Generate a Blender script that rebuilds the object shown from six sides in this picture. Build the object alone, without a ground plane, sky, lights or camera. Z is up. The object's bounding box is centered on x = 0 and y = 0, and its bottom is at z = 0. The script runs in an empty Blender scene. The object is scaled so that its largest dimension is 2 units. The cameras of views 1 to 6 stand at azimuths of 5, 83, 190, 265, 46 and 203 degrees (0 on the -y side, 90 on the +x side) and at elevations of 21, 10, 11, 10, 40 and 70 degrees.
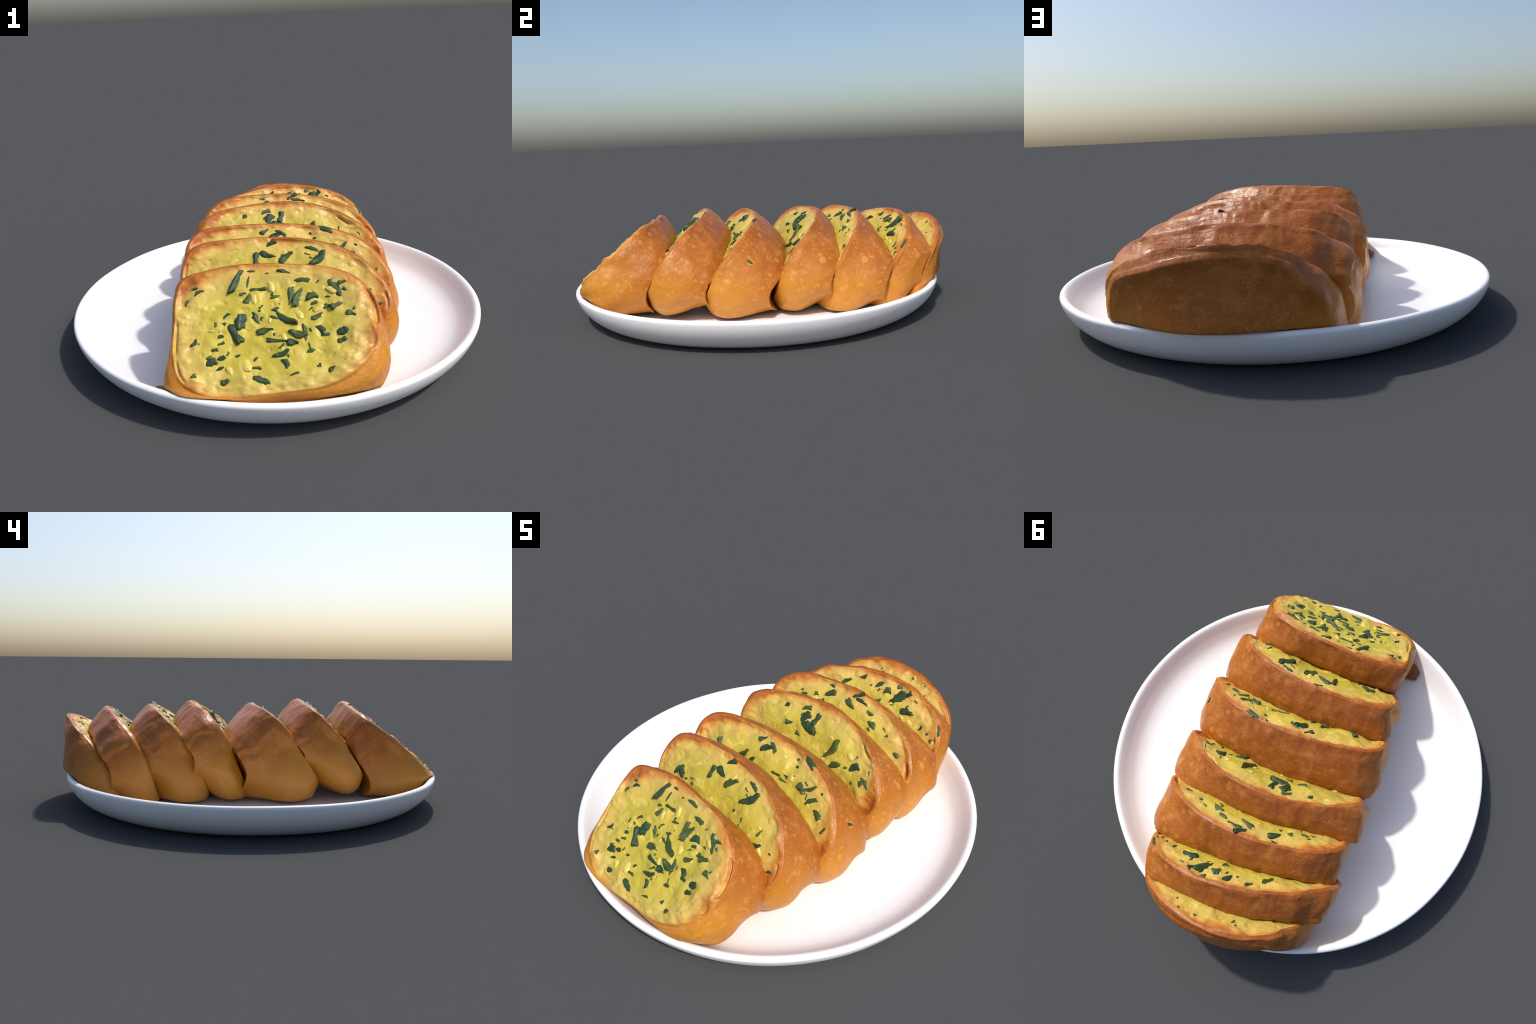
import bpy, math, random
import numpy as np
from mathutils import Matrix, Vector

random.seed(7)
RNG = np.random.RandomState(7)
PRINT = False
COL = bpy.context.scene.collection

# ------------------------------------------------------------------ noise
_perm = np.random.RandomState(3).permutation(256)
_perm = np.concatenate([_perm, _perm, _perm])
_g = np.random.RandomState(4).normal(size=(256, 3))
_g /= np.linalg.norm(_g, axis=1)[:, None]


def perlin(P, freq, seed=0.0):
    """Gradient noise, about -0.7..0.7, on an (n,3) array."""
    P = np.asarray(P) * freq + np.array([seed * 17.31, seed * 7.77, seed * 3.13]) + 100.0
    i = np.floor(P).astype(int)
    f = P - i
    u = f * f * f * (f * (f * 6 - 15) + 10)
    i &= 255
    out = 0
    for dx in (0, 1):
        for dy in (0, 1):
            for dz in (0, 1):
                h = _perm[_perm[_perm[(i[:, 0] + dx) & 255] + ((i[:, 1] + dy) & 255)] + ((i[:, 2] + dz) & 255)]
                d = ((f - np.array([dx, dy, dz])) * _g[h]).sum(1)
                w = np.where(dx, u[:, 0], 1 - u[:, 0]) * np.where(dy, u[:, 1], 1 - u[:, 1]) * np.where(dz, u[:, 2], 1 - u[:, 2])
                out = out + d * w
    return out


def sstep(a, b, x):
    t = np.clip((x - a) / (b - a), 0, 1)
    return t * t * (3 - 2 * t)


# ------------------------------------------------------------------ materials
class Nodes:
    def __init__(self, name):
        self.mat = bpy.data.materials.new(name)
        self.mat.use_nodes = True
        self.t = self.mat.node_tree
        self.t.nodes.clear()
        self.out = self.n("ShaderNodeOutputMaterial")
        self.bsdf = self.n("ShaderNodeBsdfPrincipled")
        self.link(self.bsdf.outputs[0], self.out.inputs[0])

    def n(self, kind, **props):
        x = self.t.nodes.new(kind)
        for k, v in props.items():
            setattr(x, k, v)
        return x

    def link(self, a, b):
        self.t.links.new(a, b)

    def put(self, sock, v):
        if hasattr(v, "is_output"):
            self.link(v, sock)
        else:
            sock.default_value = v

    def coord(self):
        return self.n("ShaderNodeTexCoord").outputs["Object"]

    def math(self, op, a, b=0.0, c=None, clamp=False):
        m = self.n("ShaderNodeMath", operation=op, use_clamp=clamp)
        self.put(m.inputs[0], a)
        self.put(m.inputs[1], b)
        if c is not None:
            self.put(m.inputs[2], c)
        return m.outputs[0]

    def noise(self, vec, scale, detail=3.0, rough=0.55, dist=0.0):
        t = self.n("ShaderNodeTexNoise")
        self.link(vec, t.inputs["Vector"])
        t.inputs["Scale"].default_value = scale
        t.inputs["Detail"].default_value = detail
        t.inputs["Roughness"].default_value = rough
        t.inputs["Distortion"].default_value = dist
        return t.outputs["Fac"]

    def voronoi(self, vec, scale, out="Distance", feature="F1", rnd=1.0):
        t = self.n("ShaderNodeTexVoronoi", feature=feature)
        self.link(vec, t.inputs["Vector"])
        t.inputs["Scale"].default_value = scale
        t.inputs["Randomness"].default_value = rnd
        return t.outputs[out]

    def ramp(self, fac, stops, interp="EASE"):
        r = self.n("ShaderNodeValToRGB")
        r.color_ramp.interpolation = interp
        e = r.color_ramp.elements
        while len(e) < len(stops):
            e.new(0.5)
        for el, (p, c) in zip(e, stops):
            el.position = p
            el.color = (*c, 1) if len(c) == 3 else c
        self.put(r.inputs[0], fac)
        return r.outputs[0]

    def step(self, x, a, b):
        m = self.n("ShaderNodeMapRange", interpolation_type="SMOOTHSTEP")
        self.put(m.inputs[0], x)
        m.inputs[1].default_value = a
        m.inputs[2].default_value = b
        return m.outputs[0]

    def mix(self, fac, a, b, blend="MIX"):
        m = self.n("ShaderNodeMix", data_type="RGBA", blend_type=blend)
        self.put(m.inputs[0], fac)
        for s, v in ((m.inputs[6], a), (m.inputs[7], b)):
            if hasattr(v, "is_output"):
                self.link(v, s)
            else:
                s.default_value = (*v, 1)
        return m.outputs[2]

    def bump(self, height, strength, dist):
        b = self.n("ShaderNodeBump")
        b.inputs["Strength"].default_value = strength
        b.inputs["Distance"].default_value = dist
        self.link(height, b.inputs["Height"])
        self.link(b.outputs[0], self.bsdf.inputs["Normal"])


def scaled(m, vec, s):
    v = m.n("ShaderNodeMapping")
    m.link(vec, v.inputs[0])
    v.inputs["Scale"].default_value = s
    return v.outputs[0]


def make_crust(bh, scorch=None):
    """Baked crust: reddish brown on the crown, golden lower down, pale blisters on one flank."""
    m = Nodes("crust")
    co = m.coord()
    xyz = m.n("ShaderNodeSeparateXYZ")
    m.link(co, xyz.inputs[0])
    A, B = xyz.outputs[0], xyz.outputs[1]
    big = m.noise(co, 4.0, 3)
    up = m.math("ADD", m.math("MULTIPLY", B, 1.0 / bh), m.math("MULTIPLY", m.math("SUBTRACT", big, 0.5), 0.9))
    up = m.math("MULTIPLY_ADD", up, 0.4, 0.5, clamp=True)
    base = m.ramp(up, [(0.0, GOLD), (0.36, AMBER), (0.60, RUST), (0.82, UMBER)], "LINEAR")
    # mottling
    mott = m.noise(co, 16.0, 4, 0.65)
    base = m.mix(m.step(mott, 0.42, 0.72), base, m.mix(0.5, base, (0.58, 0.23, 0.045)))
    dark = m.noise(co, 7.0, 4, 0.6, 0.6)
    base = m.mix(m.math("MULTIPLY", m.step(dark, 0.55, 0.78), 0.28), base, (0.22, 0.07, 0.014))
    if scorch:                                   # torn, scorched corner
        dist = m.n("ShaderNodeVectorMath", operation="DISTANCE")
        m.link(co, dist.inputs[0])
        dist.inputs[1].default_value = scorch
        near = m.step(m.math("ADD", dist.outputs["Value"], m.math("MULTIPLY", m.math("SUBTRACT", m.noise(co, 26.0, 4, 0.6), 0.5), 0.09)), 0.055, 0.025)
        base = m.mix(m.math("MULTIPLY", near, 0.42), base, (0.13, 0.04, 0.012))
    # fine pale pores
    fine = m.voronoi(scaled(m, co, (1, 1, 1.7)), 75.0)
    fm = m.math("MULTIPLY", m.step(fine, 0.30, 0.12), m.step(m.noise(co, 9.0, 2), 0.45, 0.62))
    base = m.mix(m.math("MULTIPLY", fm, 0.7), base, (0.68, 0.33, 0.07))
    # round blisters
    wob = m.n("ShaderNodeVectorMath", operation="MULTIPLY_ADD")
    wn = m.n("ShaderNodeTexNoise")
    m.link(co, wn.inputs["Vector"])
    wn.inputs["Scale"].default_value = 30.0
    m.link(wn.outputs["Color"], wob.inputs[0])
    wob.inputs[1].default_value = (0.011, 0.011, 0.011)
    m.link(co, wob.inputs[2])
    def discs(scale, gain, cut):
        v = m.n("ShaderNodeTexVoronoi")
        m.link(wob.outputs[0], v.inputs["Vector"])
        v.inputs["Scale"].default_value = scale
        c = m.n("ShaderNodeSeparateColor")
        m.link(v.outputs["Color"], c.inputs[0])
        return m.step(m.math("SUBTRACT", v.outputs["Distance"], m.math("MULTIPLY_ADD", c.outputs[0], gain, cut)), 0.09, -0.07)

    spot = m.math("MAXIMUM", m.math("MAXIMUM", discs(15.0, 0.42, -0.16), m.math("MULTIPLY", discs(31.0, 0.5, -0.16), 0.8)), m.math("MULTIPLY", discs(52.0, 0.55, -0.14), 0.5))
    flank = m.step(m.math("ADD", A, m.math("MULTIPLY", m.math("SUBTRACT", big, 0.5), 0.3)), 0.12, 0.34)
    spot = m.math("MULTIPLY", m.math("MULTIPLY", spot, flank), 0.42)
    base = m.mix(spot, base, (0.74, 0.36, 0.07))
    m.link(base, m.bsdf.inputs["Base Color"])
    m.link(m.ramp(mott, [(0.3, (0.32,) * 3), (0.7, (0.5,) * 3)]), m.bsdf.inputs["Roughness"])
    m.bsdf.inputs["Specular IOR Level"].default_value = 0.38
    h = m.math("ADD", m.math("MULTIPLY", spot, 0.6), m.math("ADD", m.noise(co, 60, 3), m.math("MULTIPLY", m.noise(scaled(m, co, (1, 1, 2.2)), 22, 3), 1.2)))
    m.bump(h, 0.35, 0.006)
    return m.mat


GOLD, AMBER, RUST, UMBER = (0.64, 0.27, 0.032), (0.55, 0.215, 0.020), (0.44, 0.138, 0.013), (0.32, 0.082, 0.010)


def make_crumb(w, h):
    """Cut face: herb-butter yellow in the middle, tan toward the rim, toasted at the very edge."""
    m = Nodes("crumb")
    co = m.coord()
    xyz = m.n("ShaderNodeSeparateXYZ")
    m.link(co, xyz.inputs[0])
    a = m.math("POWER", m.math("ABSOLUTE", m.math("MULTIPLY", xyz.outputs[0], 1 / w)), 2.5)
    b = m.math("POWER", m.math("ABSOLUTE", m.math("MULTIPLY", xyz.outputs[1], 1 / h)), 2.5)
    r = m.math("POWER", m.math("ADD", a, b), 0.4)
    jit = m.math("MULTIPLY", m.math("SUBTRACT", m.noise(co, 8.0, 5, 0.62, 0.3), 0.5), 0.34)
    r = m.math("ADD", r, jit)
    r = m.math("ADD", r, m.math("MULTIPLY", xyz.outputs[1], 0.10))
    base = m.ramp(r, [(0.0, (0.54, 0.435, 0.050)), (0.58, (0.55, 0.43, 0.055)), (0.74, (0.59, 0.43, 0.085)),
                      (0.87, (0.62, 0.40, 0.090)), (0.95, (0.57, 0.25, 0.040)), (1.0, (0.43, 0.13, 0.018))], "LINEAR")
    core = m.step(r, 0.95, 0.75)
    patch = m.noise(co, 6.5, 4, 0.6, 0.4)
    base = m.mix(m.math("MULTIPLY", m.math("MULTIPLY", m.step(patch, 0.5, 0.68), core), 0.6), base, (0.44, 0.38, 0.022))
    pale = m.noise(co, 13.0, 4, 0.6, 0.5)
    base = m.mix(m.math("MULTIPLY", m.math("MULTIPLY", m.step(pale, 0.53, 0.70), m.step(r, 1.0, 0.85)), 0.7), base, (0.74, 0.58, 0.15))
    murk = m.noise(co, 10.0, 3, 0.55, 0.8)
    base = m.mix(m.math("MULTIPLY", m.math("MULTIPLY", m.step(murk, 0.58, 0.74), core), 0.5), base, (0.30, 0.25, 0.03))
    grain = m.noise(co, 90.0, 3, 0.7)
    base = m.mix(m.math("MULTIPLY", m.step(grain, 0.5, 0.72), 0.18), base, (0.36, 0.27, 0.04))
    # small dark herb specks
    sp = m.voronoi(co, 26.0)
    vor = m.n("ShaderNodeTexVoronoi")
    m.link(co, vor.inputs["Vector"])
    vor.inputs["Scale"].default_value = 26.0
    sc = m.n("ShaderNodeSeparateColor")
    m.link(vor.outputs["Color"], sc.inputs[0])
    speck = m.step(m.math("SUBTRACT", sp, m.math("MULTIPLY_ADD", sc.outputs[0], 0.6, -0.45)), 0.03, -0.03)
    base = m.mix(m.math("MULTIPLY", m.math("MULTIPLY", speck, core), 0.85), base, (0.06, 0.07, 0.02))
    m.link(base, m.bsdf.inputs["Base Color"])
    m.bsdf.inputs["Roughness"].default_value = 0.42
    m.bsdf.inputs["Specular IOR Level"].default_value = 0.45
    hh = m.math("ADD", m.noise(co, 34, 4, 0.6, 0.6), m.math("MULTIPLY", grain, 0.35))
    m.bump(hh, 0.32, 0.007)
    return m.mat


def make_herb():
    m = Nodes("herb")
    co = m.coord()
    rnd = m.n("ShaderNodeObjectInfo").outputs["Random"]
    base = m.ramp(m.math("MULTIPLY_ADD", m.noise(co, 3.0, 3), 0.5, m.math("MULTIPLY", rnd, 0.5)),
                  [(0.2, (0.016, 0.042, 0.016)), (0.5, (0.030, 0.066, 0.020)), (0.72, (0.062, 0.095, 0.022)), (0.93, (0.15, 0.14, 0.03))], "LINEAR")
    m.link(base, m.bsdf.inputs["Base Color"])
    m.bsdf.inputs["Roughness"].default_value = 0.38
    m.bump(m.noise(scaled(m, co, (2, 14, 4)), 2.0, 2), 0.3, 0.02)
    return m.mat


def make_garlic():
    m = Nodes("garlic")
    co = m.coord()
    base = m.ramp(m.noise(co, 2.5, 3), [(0.3, (0.58, 0.46, 0.065)), (0.7, (0.70, 0.57, 0.15))])
    m.link(base, m.bsdf.inputs["Base Color"])
    m.bsdf.inputs["Roughness"].default_value = 0.35
    return m.mat


def make_porcelain():
    m = Nodes("porcelain")
    co = m.coord()
    base = m.ramp(m.noise(co, 3.0, 3), [(0.35, (0.89, 0.87, 0.865)), (0.7, (0.91, 0.895, 0.89))])  # white lifted a little to match the plate's overexposed brightness
    m.link(base, m.bsdf.inputs["Base Color"])
    m.bsdf.inputs["Roughness"].default_value = 0.35
    m.bsdf.inputs["Coat Weight"].default_value = 0.2
    m.bsdf.inputs["Coat Roughness"].default_value = 0.25
    return m.mat


def make_flap():
    m = Nodes("torn_crust")
    co = m.coord()
    base = m.ramp(m.noise(co, 14.0, 4), [(0.3, (0.20, 0.06, 0.016)), (0.7, (0.40, 0.14, 0.03))])
    m.link(base, m.bsdf.inputs["Base Color"])
    m.bsdf.inputs["Roughness"].default_value = 0.45
    m.bump(m.noise(co, 40, 3), 0.4, 0.006)
    return m.mat


# ------------------------------------------------------------------ mesh helpers
def mesh_from(name, V, F, mat, smooth=True):
    me = bpy.data.meshes.new(name)
    V = np.asarray(V, np.float32)
    F = np.asarray(F, np.int32)
    k = F.shape[1]
    me.vertices.add(len(V))
    me.vertices.foreach_set("co", V.ravel())
    me.loops.add(F.size)
    me.loops.foreach_set("vertex_index", F.ravel())
    me.polygons.add(len(F))
    me.polygons.foreach_set("loop_start", np.arange(0, F.size, k, dtype=np.int32))
    me.polygons.foreach_set("loop_total", np.full(len(F), k, np.int32))
    me.update(calc_edges=True)
    me.validate()
    if smooth:
        me.polygons.foreach_set("use_smooth", np.ones(len(me.polygons), bool))
    if mat:
        me.materials.append(mat)
    return me


def add(name, data, parent=None, matrix=None):
    o = bpy.data.objects.new(name, data)
    COL.objects.link(o)
    if parent:
        o.parent = parent
    if matrix is not None:
        o.matrix_local = matrix
    return o


# ------------------------------------------------------------------ plate
PLATE_C = (0.001, -0.019)
PLATE_R = (0.966, 0.982)
# (radius as a fraction of the rim's outer radius, height): underside, rim, inside
PLATE_PROFILE = [(0.0, 0.0), (0.40, 0.0), (0.72, 0.0), (0.82, 0.0005), (0.87, 0.007), (0.92, 0.032), (0.961, 0.068), (0.987, 0.107),
                 (0.999, 0.142), (0.996, 0.156), (0.984, 0.1605), (0.970, 0.155), (0.954, 0.136), (0.930, 0.105),
                 (0.895, 0.073), (0.845, 0.054), (0.77, 0.045), (0.66, 0.040), (0.40, 0.039), (0.0, 0.039)]


def catmull(pts, n):
    P = np.array(pts, float)
    P = np.vstack([2 * P[0] - P[1], P, 2 * P[-1] - P[-2]])
    out = []
    for i in range(1, len(P) - 2):
        for t in np.linspace(0, 1, n, endpoint=False):
            a, b, c, d = P[i - 1:i + 3]
            out.append(0.5 * (2 * b + (c - a) * t + (2 * a - 5 * b + 4 * c - d) * t * t + (3 * b - a - 3 * c + d) * t ** 3))
    out.append(P[-2])
    return np.array(out)


def floor_height(x, y):
    """Height of the plate's inside under (x, y)."""
    r = np.hypot((x - PLATE_C[0]) / PLATE_R[0], (y - PLATE_C[1]) / PLATE_R[1])
    inner = PLATE_PROFILE[10:][::-1]
    return np.interp(r, [p[0] for p in inner], [p[1] for p in inner], right=inner[-1][1])


def build_plate():
    prof = catmull(PLATE_PROFILE, 5)
    prof[:, 0] = np.clip(prof[:, 0], 0, None)
    prof[:, 1] = np.clip(prof[:, 1], 0, None)
    n = 180
    t = np.arange(n) * 2 * np.pi / n
    V = [[0, 0, 0.0]]
    for r, z in prof[1:-1]:
        P = np.stack([r * PLATE_R[0] * np.cos(t), r * PLATE_R[1] * np.sin(t), np.full(n, z)], 1)
        w = sstep(0.6, 1.0, np.array(r))
        P[:, 2] += w * 0.004 * perlin(np.stack([np.cos(t), np.sin(t), 0 * t], 1), 1.7, 5) * (z > 0.002)
        P[:, :2] *= (1 + w * 0.004 * perlin(np.stack([np.cos(t), np.sin(t), 0 * t], 1), 3.0, 6))[:, None]
        V += P.tolist()
    V.append([0, 0, prof[-1][1]])
    m = len(prof) - 2
    Q, T = [], []
    for i in range(m - 1):
        for j in range(n):
            k = (j + 1) % n
            Q.append((1 + i * n + j, 1 + i * n + k, 1 + (i + 1) * n + k, 1 + (i + 1) * n + j))
    me = bpy.data.meshes.new("plate")
    F = Q + [(0, 1 + (j + 1) % n, 1 + j) for j in range(n)]
    e = 1 + (m - 1) * n
    F += [(len(V) - 1, e + j, e + (j + 1) % n) for j in range(n)]
    me.from_pydata(V, [], F)
    me.update()
    me.polygons.foreach_set("use_smooth", np.ones(len(me.polygons), bool))
    me.materials.append(make_porcelain())
    o = add("plate", me, None, Matrix.Translation((PLATE_C[0], PLATE_C[1], 0)))
    o["label"] = "round white porcelain plate with a low raised rim"
    o["category"] = "plate"
    return o


# ------------------------------------------------------------------ bread slices
# Loaf cross-section: radius (as a fraction of half width / half height) at 24 even angles from +across, anticlockwise.
SECTION = [1.026, 1.022, 1.014, 1.012, 1.006, 1.005, 1.014, 1.018, 1.030, 1.066, 1.046, 1.014,
           1.004, 0.995, 0.996, 1.019, 1.018, 0.976, 0.955, 0.955, 0.968, 0.976, 0.999, 1.021]
# per slice: centre of the cut face, slope of the face (deg), yaw, roll, half width, half height, bend of the
# face (across, along, twist), squareness (cos3, sin3, cos4, sin4), thickness in the middle, extra toward the bottom
SLICES = [
    dict(ear=(137, 0.055), at=(0.016, -0.764, 0.355), ang=(38.8, -5.6, 6.4), size=(0.410, 0.293), bend=(-0.003, -0.020, 0.003), sq=(0.030, -0.003, -0.051, 0.007), puff=-0.016),
    dict(ear=(144, 0.03), scorch=(-0.43, 0.10, -0.13), at=(0.047, -0.449, 0.348), ang=(51.4, -4.3, -3.7), size=(0.445, 0.255), bend=(0.032, -0.021, 0.023), sq=(0.026, 0.002, -0.013, -0.034), puff=0.020),
    dict(ear=(141, 0.015), scorch=(-0.45, 0.07, -0.17), at=(0.055, -0.192, 0.321), ang=(51.6, 0.0, -3.3), size=(0.473, 0.263), bend=(0.037, -0.023, 0.004), sq=(0.031, 0.005, -0.021, -0.037), puff=0.018),
    dict(ear=(139, 0.0), at=(0.061, 0.162, 0.300), ang=(58.0, -0.9, -2.4), size=(0.453, 0.266), bend=(0.072, -0.006, -0.005), swell=0.06, sq=(0.021, 0.002, 0.011, -0.028), puff=0.032),
    dict(ear=(144, -0.01), scorch=(-0.45, 0.09, -0.10), at=(0.059, 0.353, 0.299), ang=(57.6, 2.2, -3.6), size=(0.460, 0.274), bend=(0.036, -0.045, 0.007), sq=(0.030, 0.012, -0.014, -0.027), puff=0.018),
    dict(ear=(142, -0.05), at=(0.046, 0.594, 0.265), ang=(60.6, 5.4, 0.3), size=(0.458, 0.281), bend=(0.029, -0.039, -0.026), sq=(-0.036, 0.001, 0.002, 0.009), puff=0.014),
    dict(ear=(142, -0.05), at=(0.054, 0.764, 0.232), ang=(59.0, 4.1, -0.4), size=(0.406, 0.281), bend=(0.026, -0.060, -0.004), sq=(-0.014, -0.030, 0.002, 0.027), puff=0.012, heel=True),
]
# how far each slice's flank swells toward the rear (left, right)
FLANK = [(0.06, 0.085), (0.11, 0.06), (0.10, 0.06), (0.10, 0.065), (0.03, 0.085), (-0.01, 0.02), (0.0, 0.0)]
# back of the end piece seen from above: (x, y), a rounded heel
HEEL_BACK = catmull([(-0.52, 0.65), (-0.45, 0.735), (-0.39, 0.82), (-0.32, 0.883), (-0.23, 0.933), (-0.10, 0.973), (0.03, 0.996),
                     (0.16, 0.992), (0.29, 0.958), (0.39, 0.900), (0.46, 0.835), (0.52, 0.76)], 8)
# crevices where crust and crumb have parted: (angle from, angle to, radius, width, depth)
CREVICES = {0: [(-5, 28, 0.965, 0.018, 0.020), (170, 200, 0.95, 0.016, 0.014), (205, 222, 0.955, 0.014, 0.014), (-22, -12, 0.96, 0.02, 0.014)],
            3: [(38, 52, 0.90, 0.016, 0.024)],
            4: [(2, 16, 0.93, 0.020, 0.030)],
            5: [(8, 14, 0.93, 0.012, 0.022), (-8, 2, 0.955, 0.014, 0.02)],
            1: [(-10, 8, 0.955, 0.012, 0.01), (160, 176, 0.95, 0.014, 0.012)],
            2: [(160, 172, 0.95, 0.014, 0.012)]}


def periodic(vals, theta):
    n = len(vals)
    v = np.array(vals)
    f = (theta / (2 * np.pi) % 1) * n
    k = np.floor(f).astype(int)
    u = f - k
    g = lambda j: v[(k + j) % n]
    return g(-1) * (-.5 * u + u * u - .5 * u ** 3) + g(0) * (1 - 2.5 * u * u + 1.5 * u ** 3) + g(1) * (.5 * u + 2 * u * u - 1.5 * u ** 3) + g(2) * (-.5 * u * u + .5 * u ** 3)


class Slice:
    def __init__(self, k, d):
        self.k, self.d = k, d
        tilt, yaw, roll = (math.radians(v) for v in d["ang"])
        a, b = Vector((1, 0, 0)), Vector((0, math.cos(tilt), math.sin(tilt)))
        a, b = math.cos(roll) * a + math.sin(roll) * b, -math.sin(roll) * a + math.cos(roll) * b
        rz = Matrix.Rotation(yaw, 3, "Z")
        a, b = rz @ a, rz @ b
        n = a.cross(b)
        self.M = Matrix(((a.x, b.x, n.x, d["at"][0]), (a.y, b.y, n.y, d["at"][1]), (a.z, b.z, n.z, d["at"][2]), (0, 0, 0, 1)))
        self.R3 = np.array([[a.x, b.x, n.x], [a.y, b.y, n.y], [a.z, b.z, n.z]])
        self.o = np.array(d["at"])

    def radius(self, th):
        c3, s3, c4, s4 = self.d["sq"]
        ear, lift = self.d.get("ear", (140, 0.0))        # the torn upper left corner sticks out
        return lift * np.exp(-((np.degrees(th) % 360 - ear) / 9.0) ** 2) + periodic(SECTION, th) + c3 * np.cos(3 * th) + s3 * np.sin(3 * th) + c4 * np.cos(4 * th) + s4 * np.sin(4 * th)

    def bend(self, A, B):
        ka, kb, kt = self.d["bend"]
        return ka * A * A / 0.2 + kb * B * B / 0.1 + kt * A * B / 0.15

    def face(self, A, B):
        """Height of the buttered cut face over its plane, with crumb relief."""
        w, h = self.d["size"]
        A, B = np.atleast_1d(A), np.atleast_1d(B)
        th = np.arctan2(B / h, A / w)
        R = self.radius(th)
        s = np.hypot(A / w, B / h) / R
        P = np.stack([A, B, 0 * A], 1)
        z = self.bend(A, B)
        z = z - 0.010 * sstep(0.95, 1.0, s) ** 2                       # rolled edge
        z = z + self.d["puff"] * (1 - sstep(0.45, 0.97, s))            # crumb sunk or swollen inside the rim
        z = z - 0.014 * sstep(0.985, 0.90, s) * sstep(0.66, 0.90, s) * sstep(-0.15, 0.3, perlin(P, 7, self.k + 3))   # here and there sunk inside the rim
        k = sstep(1.0, 0.93, s)
        n1, n2, n3 = perlin(P, 8, self.k), perlin(P, 19, self.k + 10), perlin(P, 48, self.k + 20)
        z = z + k * (0.018 * n1 + 0.010 * np.maximum(n2, -0.05) - 0.006 * np.maximum(0, -n3 - 0.2) * 2 + 0.010 * (0.2 - np.abs(perlin(P, 13, self.k + 25))))
        flakes = sstep(0.70, 0.86, s) * k
        z = z + flakes * 0.014 * np.maximum(0, perlin(P * np.array([1, 1.6, 1]), 24, self.k + 30) - 0.05)
        for a0, a1, rr, wd, dp in CREVICES.get(self.k, ()):
            deg = np.degrees(th)
            deg = np.where(deg < a0 - 60, deg + 360, deg)
            along = sstep(a0 - 2, a0 + 4, deg) * sstep(a1 + 2, a1 - 4, deg)
            off = s - rr - 0.02 * perlin(P, 12, self.k + 40)
            z = z - dp * along * np.exp(-(off / wd) ** 2)
        return z

    def build(self, mats):
        d, k = self.d, self.k
        w, h = d["size"]
        M, RF, RS, RB = 340, 84, 60, 14
        th = np.arange(M) * 2 * np.pi / M
        R = self.radius(th)
        ca, sa = R * np.cos(th) * w, R * np.sin(th) * h
        rings = []
        # cut face
        for s in (np.linspace(0, 1, RF + 1)[1:]) ** 0.85:
            A, B = ca * s, sa * s
            rings.append(np.stack([A, B, self.face(A, B)], 1))
        # crust flank: rings from the cut edge back to the next slice, rounded over at the rear
        heel = d.get("heel")
        sn = np.sin(th)
        top, low = sstep(0.0, 0.75, sn), sstep(0.15, -0.45, sn)
        p = (2.9, 3.5, 3.5, 3.8, 3.8, 3.5, 4.6)[k]
        crown = sstep(0.40, 0.95, sn)
        flank = sstep(0.30, 0.75, np.abs(np.cos(th))) * sstep(-0.92, -0.5, sn)
        left, right = FLANK[k]
        flank = flank * np.where(np.cos(th) > 0, right * (1 - 0.5 * sstep(0.0, -0.4, sn)), left * sstep(0.75, 0.2, sn) * (1 - 0.35 * sstep(0.0, -0.4, sn)))
        boxy = (np.abs(np.cos(th)) ** p + np.abs(sn) ** p) ** (-1 / p)
        if heel:
            rear, inset = 0.24 - 0.08 * top, 0.07 - 0.04 * top
        else:
            rear, inset = 0.30 + 0.06 * crown, 0.015 + 0.225 * crown + 0.04 * low
        edge = rings[-1][:, 2] - self.bend(ca, sa)
        T0 = self.thick(ca, sa)
        for t in np.linspace(0, 1, RS + 1)[1:]:
            dep = 1 - (1 - t) ** 1.15
            q = np.clip((dep - (1 - rear)) / rear, 0, 1)
            f = 1 + 0.022 * math.sin(math.pi * min(1, dep * 1.25)) - (1 - np.sqrt(1 - np.minimum(q, 1) ** 2.2)) * inset
            belly = math.sin(math.pi * min(1, dep / 0.75)) if k else 0.25 * math.sin(math.pi * dep)
            f = f * (1 + low * (boxy - 1) * (1.0 if k else min(1, dep / 0.2 + 0.5)))
            f = f - ((0.08 if k < 3 else 0.12) + (0.05 if k < 3 else 0.09) * sstep(-0.6, 0.3, np.cos(th))) * crown * dep * (0.3 if heel else 1)
            f = f + flank * (sstep(0.25, 0.9, dep) * sstep(-0.3, 0.0, sn) + sstep(0.0, 0.35, dep) * sstep(0.0, -0.3, sn))
            side = 1 + 0.02 * low * belly + d.get("swell", 0) * sstep(-0.5, -0.9, np.cos(th)) * min(1, dep / 0.3)
            side = side * (1 - (0.0 if heel else 0.20) * sstep(-0.15, -0.55, sn) * sstep(0.5, 1.0, dep))
            A, B = ca * f * side, sa * f * (1 + 0.13 * low * belly) * (1 - (0.72, 0.66, 0.66, 0.58, 0.5, 0.5, 0.1)[k] * low * sstep(0.42, 1.0, dep) ** 1.3)
            N = self.bend(ca, sa) + edge * max(0, 1 - 4 * dep) - dep * (self.thick(A, B) if heel else T0 + (0.05, 0.07, 0.08, 0.06, 0.05, 0.05, 0)[k] * low * min(1, dep / 0.8))
            ring = np.stack([A, B, N], 1)
            soft = ring
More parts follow.
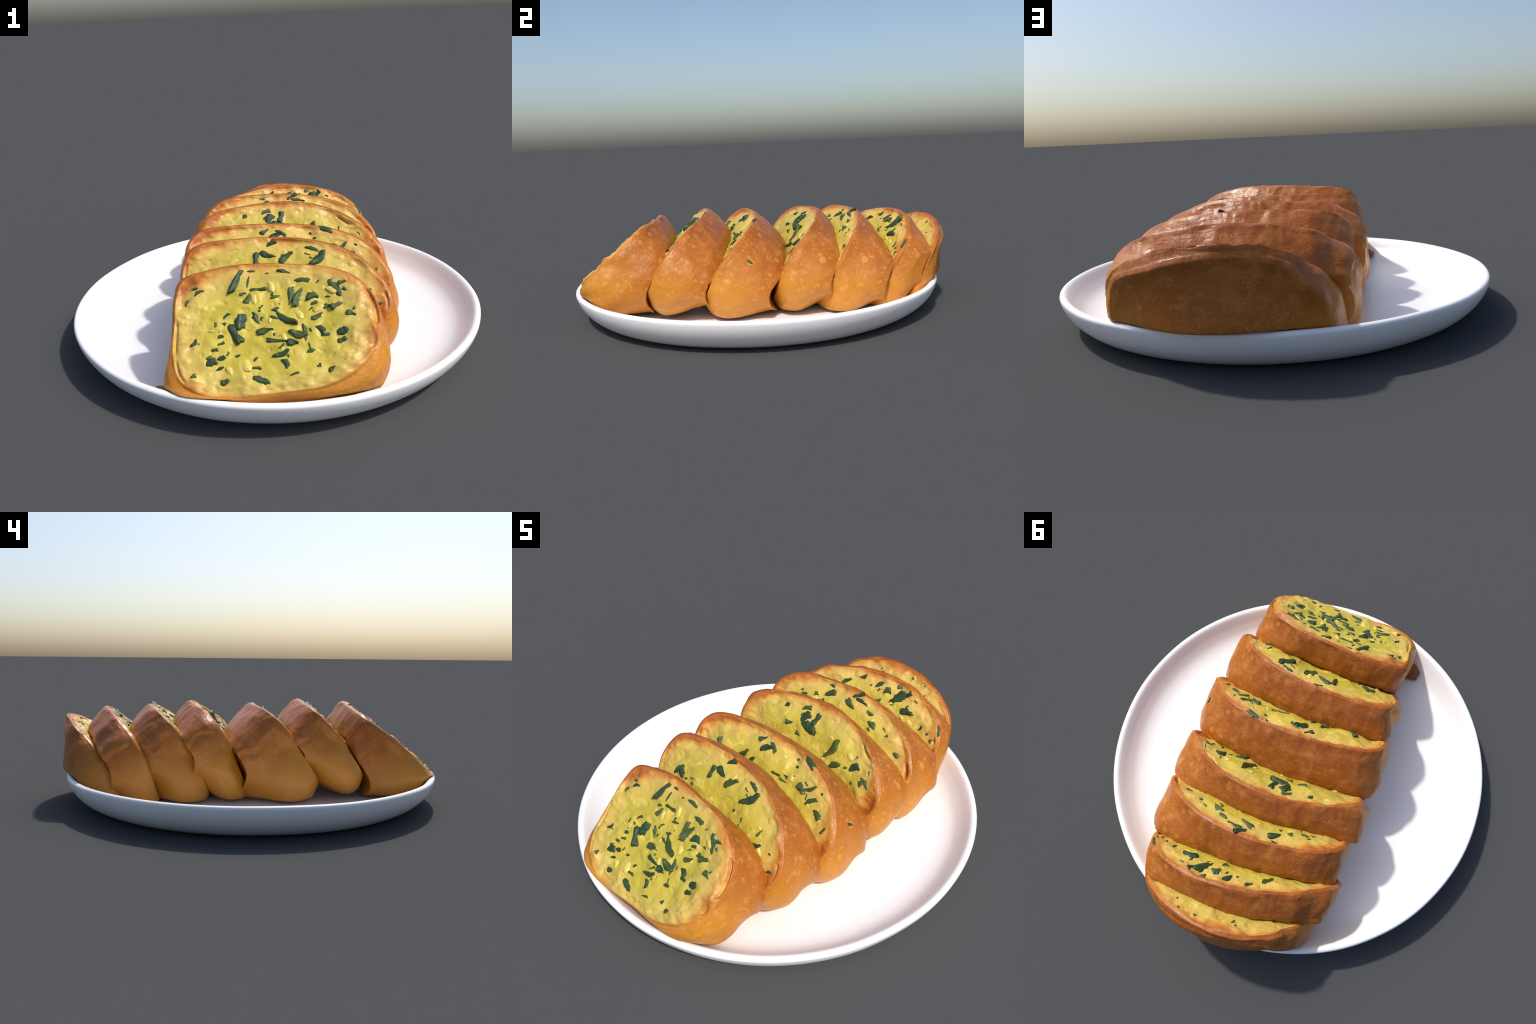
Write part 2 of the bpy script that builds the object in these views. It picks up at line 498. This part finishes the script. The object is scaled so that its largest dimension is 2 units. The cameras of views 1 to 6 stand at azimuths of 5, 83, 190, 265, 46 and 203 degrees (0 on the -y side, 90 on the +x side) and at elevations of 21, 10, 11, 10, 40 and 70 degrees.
            for _ in range(60):                          # no sharp corners toward the rear
                soft = 0.25 * np.roll(soft, 1, 0) + 0.5 * soft + 0.25 * np.roll(soft, -1, 0)
            wgt = (min(1, dep / 0.5) * sstep(0.3, -0.1, sn))[:, None]
            rings.append(self.crust_relief(ring * (1 - wgt) + soft * wgt, th, dep))
        last = rings[-1]
        mid = last.mean(0)
        for s in np.linspace(1, 0, RB + 1)[1:-1]:
            A, B = last[:, 0] * s, last[:, 1] * s
            N = (self.bend(A, B) - self.thick(A, B) - 0.01) * (1 - s ** 3) + last[:, 2] * s ** 3
            rings.append(np.stack([A, B, N], 1))
        z0 = np.zeros(1)
        V = np.vstack([np.array([[0, 0, self.face(z0, z0)[0]]]), *rings, np.array([[0, 0, -self.thick(z0, z0)[0]]])])
        # rest on the plate
        W = V @ self.R3.T + self.o
        fl = floor_height(W[:, 0], W[:, 1]) + 0.002
        if PRINT:
            for z0, z1 in ((0.03, 0.1), (0.1, 0.2), (0.2, 0.35)):
                m = (W[:, 2] > z0) & (W[:, 2] < z1)
                print("EXT", k, z0, W[m].min(0).round(3), W[m].max(0).round(3))
        W[:, 2] = fl + np.where(W[:, 2] - fl > 0.03, W[:, 2] - fl, 0.03 * np.exp(np.clip((W[:, 2] - fl - 0.03) / 0.03, -8, 0)))
        V = (W - self.o) @ self.R3
        nr = len(rings)
        j = np.arange(M)
        jn = (j + 1) % M
        F = [np.stack([1 + i * M + j, 1 + (i + 1) * M + j, 1 + (i + 1) * M + jn, 1 + i * M + jn], 1) for i in range(nr - 1)]
        F = np.vstack(F)
        tri0 = np.stack([np.zeros(M, int), 1 + j, 1 + jn], 1)
        e = 1 + (nr - 1) * M
        tri1 = np.stack([np.full(M, len(V) - 1), e + jn, e + j], 1)
        whole = bpy.data.meshes.new("whole")
        whole.from_pydata(V.tolist(), [], [tuple(t) for t in tri0] + [tuple(q) for q in F] + [tuple(t) for t in tri1])
        whole.update()
        whole.polygons.foreach_set("use_smooth", np.ones(len(whole.polygons), bool))
        nv = np.empty(len(whole.vertices) * 3, np.float32)
        whole.vertex_normals.foreach_get("vector", nv)
        nv = nv.reshape(-1, 3)
        polys = [tuple(p.vertices) for p in whole.polygons]
        split = M + (RF - 4) * M      # faces up to the crumb's outer ring
        root = add("bread_heel" if d.get("heel") else "bread_slice", None)
        base = Vector(d["at"])
        root.matrix_world = Matrix.Translation((base.x, base.y, 0.045))
        root.empty_display_size = 0.1
        kids = {}
        for name, fs, mat in (("crumb", polys[:split], mats[0]), ("crust", polys[split:], mats[1])):
            used = sorted({v for f in fs for v in f})
            idx = {v: i for i, v in enumerate(used)}
            me = bpy.data.meshes.new(name)
            me.from_pydata(V[used].tolist(), [], [tuple(idx[v] for v in f) for f in fs])
            me.update()
            me.polygons.foreach_set("use_smooth", np.ones(len(me.polygons), bool))
            me.normals_split_custom_set_from_vertices(nv[used].tolist())
            me.materials.append(mat)
            o = add(name, me, root)
            o.matrix_parent_inverse = Matrix()
            o.matrix_local = Matrix.Translation((-base.x, -base.y, -0.045)) @ self.M
            kids[name] = o
        bpy.data.meshes.remove(whole)
        self.root, self.crumb, self.crust = root, kids["crumb"], kids["crust"]
        return root

    def thick(self, A, B):
        d = self.d
        h = d["size"][1]
        if d.get("heel"):
            P = np.stack([A, B, self.bend(A, B)], 1) @ self.R3.T + self.o
            n = self.R3[:, 2]
            back = np.interp(P[:, 0], [q[0] for q in HEEL_BACK], [q[1] for q in HEEL_BACK])
            T = np.clip((back - P[:, 1]) / -n[1], 0.05, 0.5)
            foot = P[:, 2] - T * n[2]                  # the foot draws in so that it stands inside the rim
            return np.clip((back - 0.035 * sstep(0.18, 0.02, foot) - 0.02 * sstep(0.32, 0.46, foot) - P[:, 1]) / -n[1], 0.035, 0.5)
        nxt = self.next
        P = np.stack([A, B, self.bend(A, B)], 1) @ self.R3.T + self.o
        T = np.full(len(P), 0.42)
        for t in np.linspace(0.42, 0.08, 69):       # walk back to where the next slice's face begins
            L = (P - t * self.R3[:, 2] - nxt.o) @ nxt.R3
            T = np.where(L[:, 2] - nxt.bend(np.clip(L[:, 0], -0.5, 0.5), np.clip(L[:, 1], -0.3, 0.3)) < 0.0, t, T)
        return T + 0.004

    def crust_relief(self, P, th, dep):
        """Wrinkles, dents and the torn lip along the upper left of the crust."""
        k = self.k
        out = np.stack([np.cos(th), np.sin(th), 0 * th], 1)
        amp = min(1.0, dep * 8)
        n = 0.012 * perlin(P, 6, k + 50) + 0.006 * perlin(P, 15, k + 60)
        wr = perlin(P * np.array([1.0, 1.0, 0.35]), 26, k + 70)
        top = sstep(0.2, 0.9, np.sin(th))
        n = n + (0.005 + 0.008 * top) * (0.25 - np.abs(wr)) * math.exp(-dep * 2.2)
        n = n + 0.022 * top * (0.2 - np.abs(perlin(P * np.array([1, 1, 0.5]), 9, k + 75))) * math.exp(-dep * 3.0)
        if not self.d.get("heel"):
            deg = np.degrees(th) % 360
            lip = 158 + 14 * perlin(P, 9, k + 80)
            n = n - 0.020 * sstep(lip - 2, lip + 3, deg) * sstep(202, 172, deg) * sstep(0.05, 0.3, dep)
        return P + out * (n * amp)[:, None]


# herb flakes that show on each cut face: (across, up, turn in degrees, length mm, width mm)
HERBS = {
    0: [(-0.131, 0.206, -113, 89, 25), (-0.044, 0.166, 0, 58, 19), (-0.088, 0.126, 56, 40, 25), (-0.104, 0.149, 14, 22, 14), (-0.082, 0.199, -102, 40, 10), (-0.071, 0.247, -1, 30, 13), (0.064, 0.228, -20, 58, 15), (0.127, 0.188, -10, 58, 19), (0.253, 0.151, -55, 74, 35), (0.283, 0.165, 5, 29, 16), (0.291, 0.136, -42, 15, 12), (0.08, 0.127, -96, 63, 25), (0.114, 0.12, -116, 70, 31), (0.022, 0.127, 12, 34, 14), (0.163, 0.114, 16, 40, 28), (0.167, 0.087, 22, 35, 14), (0.21, 0.074, 25, 27, 20), (0.252, 0.073, 22, 40, 24), (0.178, 0.036, 28, 42, 24), (0.305, 0.029, -12, 30, 22), (0.059, 0.039, -39, 88, 30), (0.02, 0.037, -23, 35, 14), (-0.167, 0.055, 46, 29, 14), (-0.209, 0.021, -95, 20, 10), (-0.113, 0.03, -96, 55, 39), (-0.133, -0.02, -63, 76, 36), (-0.048, 0.039, -67, 35, 20), (-0.019, -0.015, 10, 53, 28), (0.106, -0.028, -17, 57, 36), (0.129, -0.027, -85, 60, 20), (0.186, -0.021, -41, 35, 28), (0.201, -0.045, 7, 44, 14), (0.269, -0.033, 25, 35, 28), (0.265, -0.068, 21, 30, 24), (0.024, -0.055, -5, 67, 18), (0.082, -0.069, 3, 35, 30), (0.038, -0.105, 14, 53, 24), (0.147, -0.103, 13, 28, 18), (0.052, -0.148, -58, 34, 23), (-0.223, -0.129, 32, 42, 32), (-0.186, -0.111, 12, 30, 18), (-0.186, -0.057, 16, 25, 14), (-0.208, -0.077, 19, 21, 10), (-0.187, -0.029, 10, 18, 20), (-0.29, -0.048, 49, 27, 18), (-0.192, -0.155, 24, 35, 14), (-0.059, -0.16, 5, 39, 12), (-0.056, -0.123, 48, 21, 12), (-0.037, -0.205, -15, 55, 23), (-0.169, -0.202, 24, 26, 24), (-0.281, -0.18, -46, 18, 18), (0.222, -0.179, 36, 25, 19), (0.174, -0.161, 31, 14, 18), (-0.294, 0.181, 6, 26, 15), (-0.278, 0.162, 30, 34, 15), (-0.322, 0.125, 59, 26, 15), (-0.008, 0.231, 6, 13, 8), (-0.034, 0.088, 46, 18, 10)],
    1: [(-0.285, 0.037, 49, 56, 28), (-0.263, 0.038, -25, 44, 25), (-0.117, 0.132, -84, 54, 27), (-0.072, 0.159, -15, 61, 30), (0.008, 0.15, 53, 61, 32), (0.137, 0.158, 48, 78, 40), (0.117, 0.2, -20, 61, 20), (-0.069, 0.211, 50, 49, 24), (0.103, 0.07, 73, 14, 12), (0.109, 0.027, -64, 17, 10), (0.167, 0.067, -75, 18, 10), (0.227, 0.018, 43, 23, 11), (0.277, 0.076, 82, 30, 14), (0.293, 0.033, 20, 40, 20), (0.368, 0.038, -17, 13, 11), (0.414, -0.021, 19, 32, 14)],
    2: [(-0.028, 0.197, -33, 57, 22), (0.181, 0.226, -22, 78, 27), (0.134, 0.183, 29, 14, 13), (0.061, 0.107, 4, 43, 15), (0.111, 0.099, 1, 44, 12), (0.214, 0.115, -25, 43, 30), (0.254, 0.141, 36, 59, 21), (0.322, 0.15, -25, 14, 12), (0.294, 0.096, 43, 53, 23), (0.342, 0.062, -23, 53, 26), (0.412, 0.023, 72, 35, 14), (-0.295, 0.082, -49, 43, 26), (-0.102, 0.209, 43, 41, 20), (-0.05, 0.18, 38, 58, 35), (-0.153, 0.107, 43, 42, 28), (-0.094, 0.093, 56, 45, 22)],
    3: [(-0.224, 0.171, 42, 24, 27), (-0.118, 0.2, 26, 42, 24), (-0.095, 0.159, 68, 60, 34), (-0.056, 0.127, -3, 81, 37), (-0.039, 0.177, 76, 56, 30), (-0.161, 0.107, 21, 35, 20), (-0.092, 0.074, -13, 26, 20), (0.115, 0.098, 68, 94, 39), (0.176, 0.039, 32, 56, 32), (0.277, 0.075, 45, 44, 38), (0.344, 0.041, 90, 43, 25), (0.373, 0.044, -39, 39, 15), (0.3, 0.013, -34, 14, 16), (0.234, 0.059, 29, 16, 10), (0.36, 0.094, -56, 21, 7)],
    4: [(-0.284, 0.148, 25, 14, 14), (-0.262, 0.131, 13, 36, 14), (-0.194, 0.157, 36, 19, 20), (-0.135, 0.182, 42, 72, 28), (-0.147, 0.228, -7, 33, 21), (0.016, 0.247, 38, 57, 24), (0.004, 0.193, -19, 59, 31), (0.051, 0.226, -2, 61, 17), (0.124, 0.199, -18, 34, 24), (0.164, 0.15, -24, 52, 30), (0.265, 0.138, 22, 16, 13), (0.351, 0.078, -24, 37, 23)],
    5: [(-0.15, 0.179, 44, 49, 26), (-0.074, 0.232, 25, 30, 26), (0.03, 0.216, 45, 47, 28), (0.089, 0.197, 25, 33, 32), (0.137, 0.235, 25, 29, 25), (0.154, 0.19, 55, 76, 43), (0.202, 0.221, 40, 29, 28), (0.063, 0.142, 53, 26, 25), (0.232, 0.13, 10, 59, 32), (0.325, 0.084, 66, 24, 18), (0.374, 0.068, 54, 12, 17), (0.408, 0.044, 80, 19, 15), (-0.014, 0.198, -3, 12, 11), (0.422, 0.104, -65, 46, 14), (0.252, 0.199, -22, 18, 8)],
    6: [(-0.094, 0.231, 19, 9, 9), (0.094, 0.236, -29, 14, 11), (0.176, 0.223, -1, 8, 10), (0.201, 0.176, 43, 9, 9), (-0.278, 0.092, -124, 37, 26), (-0.08, 0.206, -164, 10, 10), (-0.148, 0.131, -153, 11, 12)],
}


def herb_meshes(mat):
    """A handful of chopped leaf shapes, unit length and width, folded and curled, each with thickness."""
    shapes = [  # half width along the length from end to end, sideways bow, fold, curl
        ([0.55, 0.9, 1.0, 0.95, 0.7], 0.0, 0.30, 0.10), ([0.15, 0.7, 1.0, 0.8, 0.25], 0.10, 0.42, 0.12),
        ([0.9, 1.0, 0.8, 0.55, 0.10], -0.1, 0.35, 0.16), ([0.6, 0.75, 0.9, 1.0, 0.85], 0.18, 0.25, -0.10),
        ([0.25, 0.6, 0.9, 1.0, 0.5], -0.2, 0.45, 0.20), ([1.0, 0.95, 0.75, 0.8, 0.6], 0.0, 0.55, 0.14),
        ([0.3, 0.8, 0.95, 0.9, 0.85], 0.25, 0.38, 0.08), ([0.75, 1.0, 0.9, 0.5, 0.2], 0.12, 0.5, 0.22)]
    out = []
    nu, nv = 13, 7
    for k, (prof, bow, fold, curl) in enumerate(shapes):
        us = np.linspace(-1, 1, nu)
        vs = np.linspace(-1, 1, nv)
        U, Vv = np.meshgrid(us, vs, indexing="ij")
        pr = np.interp(U, np.linspace(-1, 1, len(prof)), prof)
        skew = 0.18 * RNG.uniform(-1, 1)
        x = U / 2 + skew * Vv * 0.5
        y = Vv * pr / 2 + bow * (1 - U * U)
        pts = np.stack([U, Vv, 0 * U], -1).reshape(-1, 3)
        jag = perlin(pts, 2.2, k + 90).reshape(nu, nv)
        x = x + 0.22 * jag * np.abs(U) ** 3
        y = y + 0.30 * jag * np.abs(Vv) ** 3
        top = 0.55 + 1.7 * fold * (0.5 - np.abs(Vv + 0.15)) + curl * U * U * 2 - 0.35 * np.maximum(np.abs(U) ** 8, np.abs(Vv) ** 8) + 0.2 * jag
        P = np.stack([x, y, top], -1).reshape(-1, 3)
        Q = np.stack([x * 0.96, y * 0.92, top * 0 - 0.9], -1).reshape(-1, 3)
        F = []
        g = lambda i, j, s=0: i * nv + j + s * nu * nv
        for i in range(nu - 1):
            for j in range(nv - 1):
                F.append((g(i, j), g(i + 1, j), g(i + 1, j + 1), g(i, j + 1)))
                F.append((g(i, j, 1), g(i, j + 1, 1), g(i + 1, j + 1, 1), g(i + 1, j, 1)))
            F.append((g(i, 0), g(i, 0, 1), g(i + 1, 0, 1), g(i + 1, 0)))
            F.append((g(i, nv - 1), g(i + 1, nv - 1), g(i + 1, nv - 1, 1), g(i, nv - 1, 1)))
        for j in range(nv - 1):
            F.append((g(0, j), g(0, j + 1), g(0, j + 1, 1), g(0, j, 1)))
            F.append((g(nu - 1, j), g(nu - 1, j, 1), g(nu - 1, j + 1, 1), g(nu - 1, j + 1)))
        out.append(mesh_from("herb_flake", np.vstack([P, Q]), F, mat))
    return out


def garlic_mesh(mat):
    import bmesh
    bm = bmesh.new()
    bmesh.ops.create_icosphere(bm, subdivisions=3, radius=0.5)
    for v in bm.verts:
        n = perlin(np.array([v.co[:]]), 2.5, 99)[0]
        v.co *= 1 + 0.45 * n
    me = bpy.data.meshes.new("garlic_bit")
    bm.to_mesh(me)
    bm.free()
    me.polygons.foreach_set("use_smooth", np.ones(len(me.polygons), bool))
    me.materials.append(mat)
    return me


def stand_on_face(sl, A, B, turn, size, sink=0.0, jiggle=0.0):
    e = 0.012
    z, zx, zy = (sl.face(a, b)[0] for a, b in ((A, B), (A + e, B), (A, B + e)))
    n = Vector((-(zx - z) / e * 0.5, -(zy - z) / e * 0.5, 1)).normalized()
    q = Vector((0, 0, 1)).rotation_difference(n).to_matrix().to_4x4()
    r = Matrix.Rotation(turn, 4, "Z") @ Matrix.Rotation(random.uniform(-jiggle, jiggle), 4, "X") @ Matrix.Rotation(random.uniform(-jiggle, jiggle), 4, "Y")
    return Matrix.Translation((A, B, z - sink)) @ q @ r @ Matrix.Diagonal((*size, 1))


def build():
    build_plate()
    herb = make_herb()
    flakes = herb_meshes(herb)
    bit = garlic_mesh(make_garlic())
    loaf = [Slice(k, d) for k, d in enumerate(SLICES)]
    for k, d in enumerate(SLICES):
        w, h = d["size"]
        sl = loaf[k]
        sl.next = loaf[k + 1] if k < 6 else None
        root = sl.build((make_crumb(w, h), make_crust(h, d.get("scorch"))))
        if d.get("heel"):
            root["label"] = "rounded end piece of a garlic bread loaf, buttered cut face"
        else:
            root["label"] = "leaning slice of golden garlic bread with herb butter"
        root["category"] = "garlic bread"
        items = list(HERBS[k])
        # the hidden lower part of the face carries on in the same manner
        extra = 4 if k == 0 else 10
        for _ in range(extra if k < 6 else 3):
            a = random.uniform(-0.7, 0.7) * w
            b = random.uniform(-0.75, 0.0 if k else 0.6) * h
            if all(math.hypot(a - i[0], b - i[1]) > 0.05 for i in items):
                items.append((a, b, random.uniform(0, 360), random.uniform(15, 55), random.uniform(10, 30)))
        for _ in range((30, 13, 13, 13, 13, 13, 3)[k]):      # small scraps, mostly beside bigger flakes
            q = random.choice(items)
            rr, an = random.uniform(0.02, 0.07), random.uniform(0, 6.283)
            a, b = q[0] + rr * math.cos(an), q[1] + rr * math.sin(an)
            if math.hypot(a / w, b / h) < 0.85:
                items.append((a, b, random.uniform(0, 360), random.uniform(9, 24), random.uniform(7, 14)))
        for i, (a, b, turn, ln, wd) in enumerate(items):
            th = max(0.007, min(0.018, wd * 0.00045))
            m = stand_on_face(sl, a, b, math.radians(turn), (ln * 0.00112, wd * 0.00130, th), 0.002, 0.16)
            add("herb_flake", flakes[(i * 5 + k * 3) % len(flakes)], sl.crumb, m)
        for _ in range((14, 8, 8, 8, 8, 8, 2)[k]):
            rr, an = math.sqrt(random.random()) * 0.78, random.uniform(0, 6.283) if k == 0 else random.uniform(-0.3, 3.44)
            a, b = rr * math.cos(an) * w, rr * math.sin(an) * h
            L = random.uniform(0.025, 0.055)
            m = stand_on_face(sl, a, b, random.uniform(0, 6.28), (L, L * random.uniform(0.4, 0.75), L * 0.42), L * 0.09, 0.2)
            add("garlic_bit", bit, sl.crumb, m)
        if k == 2:
            from mathutils.bvhtree import BVHTree
            me = sl.crust.data
            tree = BVHTree.FromPolygons([v.co for v in me.vertices], [p.vertices for p in me.polygons])
            spot, nrm, _, _ = tree.find_nearest(sl.M.inverted() @ Vector((0.535, -0.098, 0.339)))
            m = Matrix.Translation(spot) @ Vector((0, 0, 1)).rotation_difference(nrm).to_matrix().to_4x4() @ Matrix.Rotation(0.6, 4, "Z") @ Matrix.Diagonal((0.034, 0.018, 0.006, 1))
            add("herb_flake", flakes[1], sl.crust, m)
        if k == 0:
            import bmesh
            bm = bmesh.new()
            bmesh.ops.create_icosphere(bm, subdivisions=5, radius=1.0)
            for v in bm.verts:
                v.co *= 1 + 0.35 * perlin(np.array([v.co[:]]), 1.6, 31)[0] + 0.1 * perlin(np.array([v.co[:]]), 5, 32)[0]
            me = bpy.data.meshes.new("crust_flap")
            bm.to_mesh(me)
            bm.free()
            me.polygons.foreach_set("use_smooth", np.ones(len(me.polygons), bool))
            me.materials.append(make_flap())
            loc = Vector((-0.383, -0.785, 0.083)) - root.location
            add("crust_flap", me, root, Matrix.Translation(loc) @ Matrix.Rotation(math.radians(-25), 4, "Z") @ Matrix.Rotation(math.radians(-24), 4, "X") @ Matrix.Diagonal((0.065, 0.044, 0.010, 1)))


build()
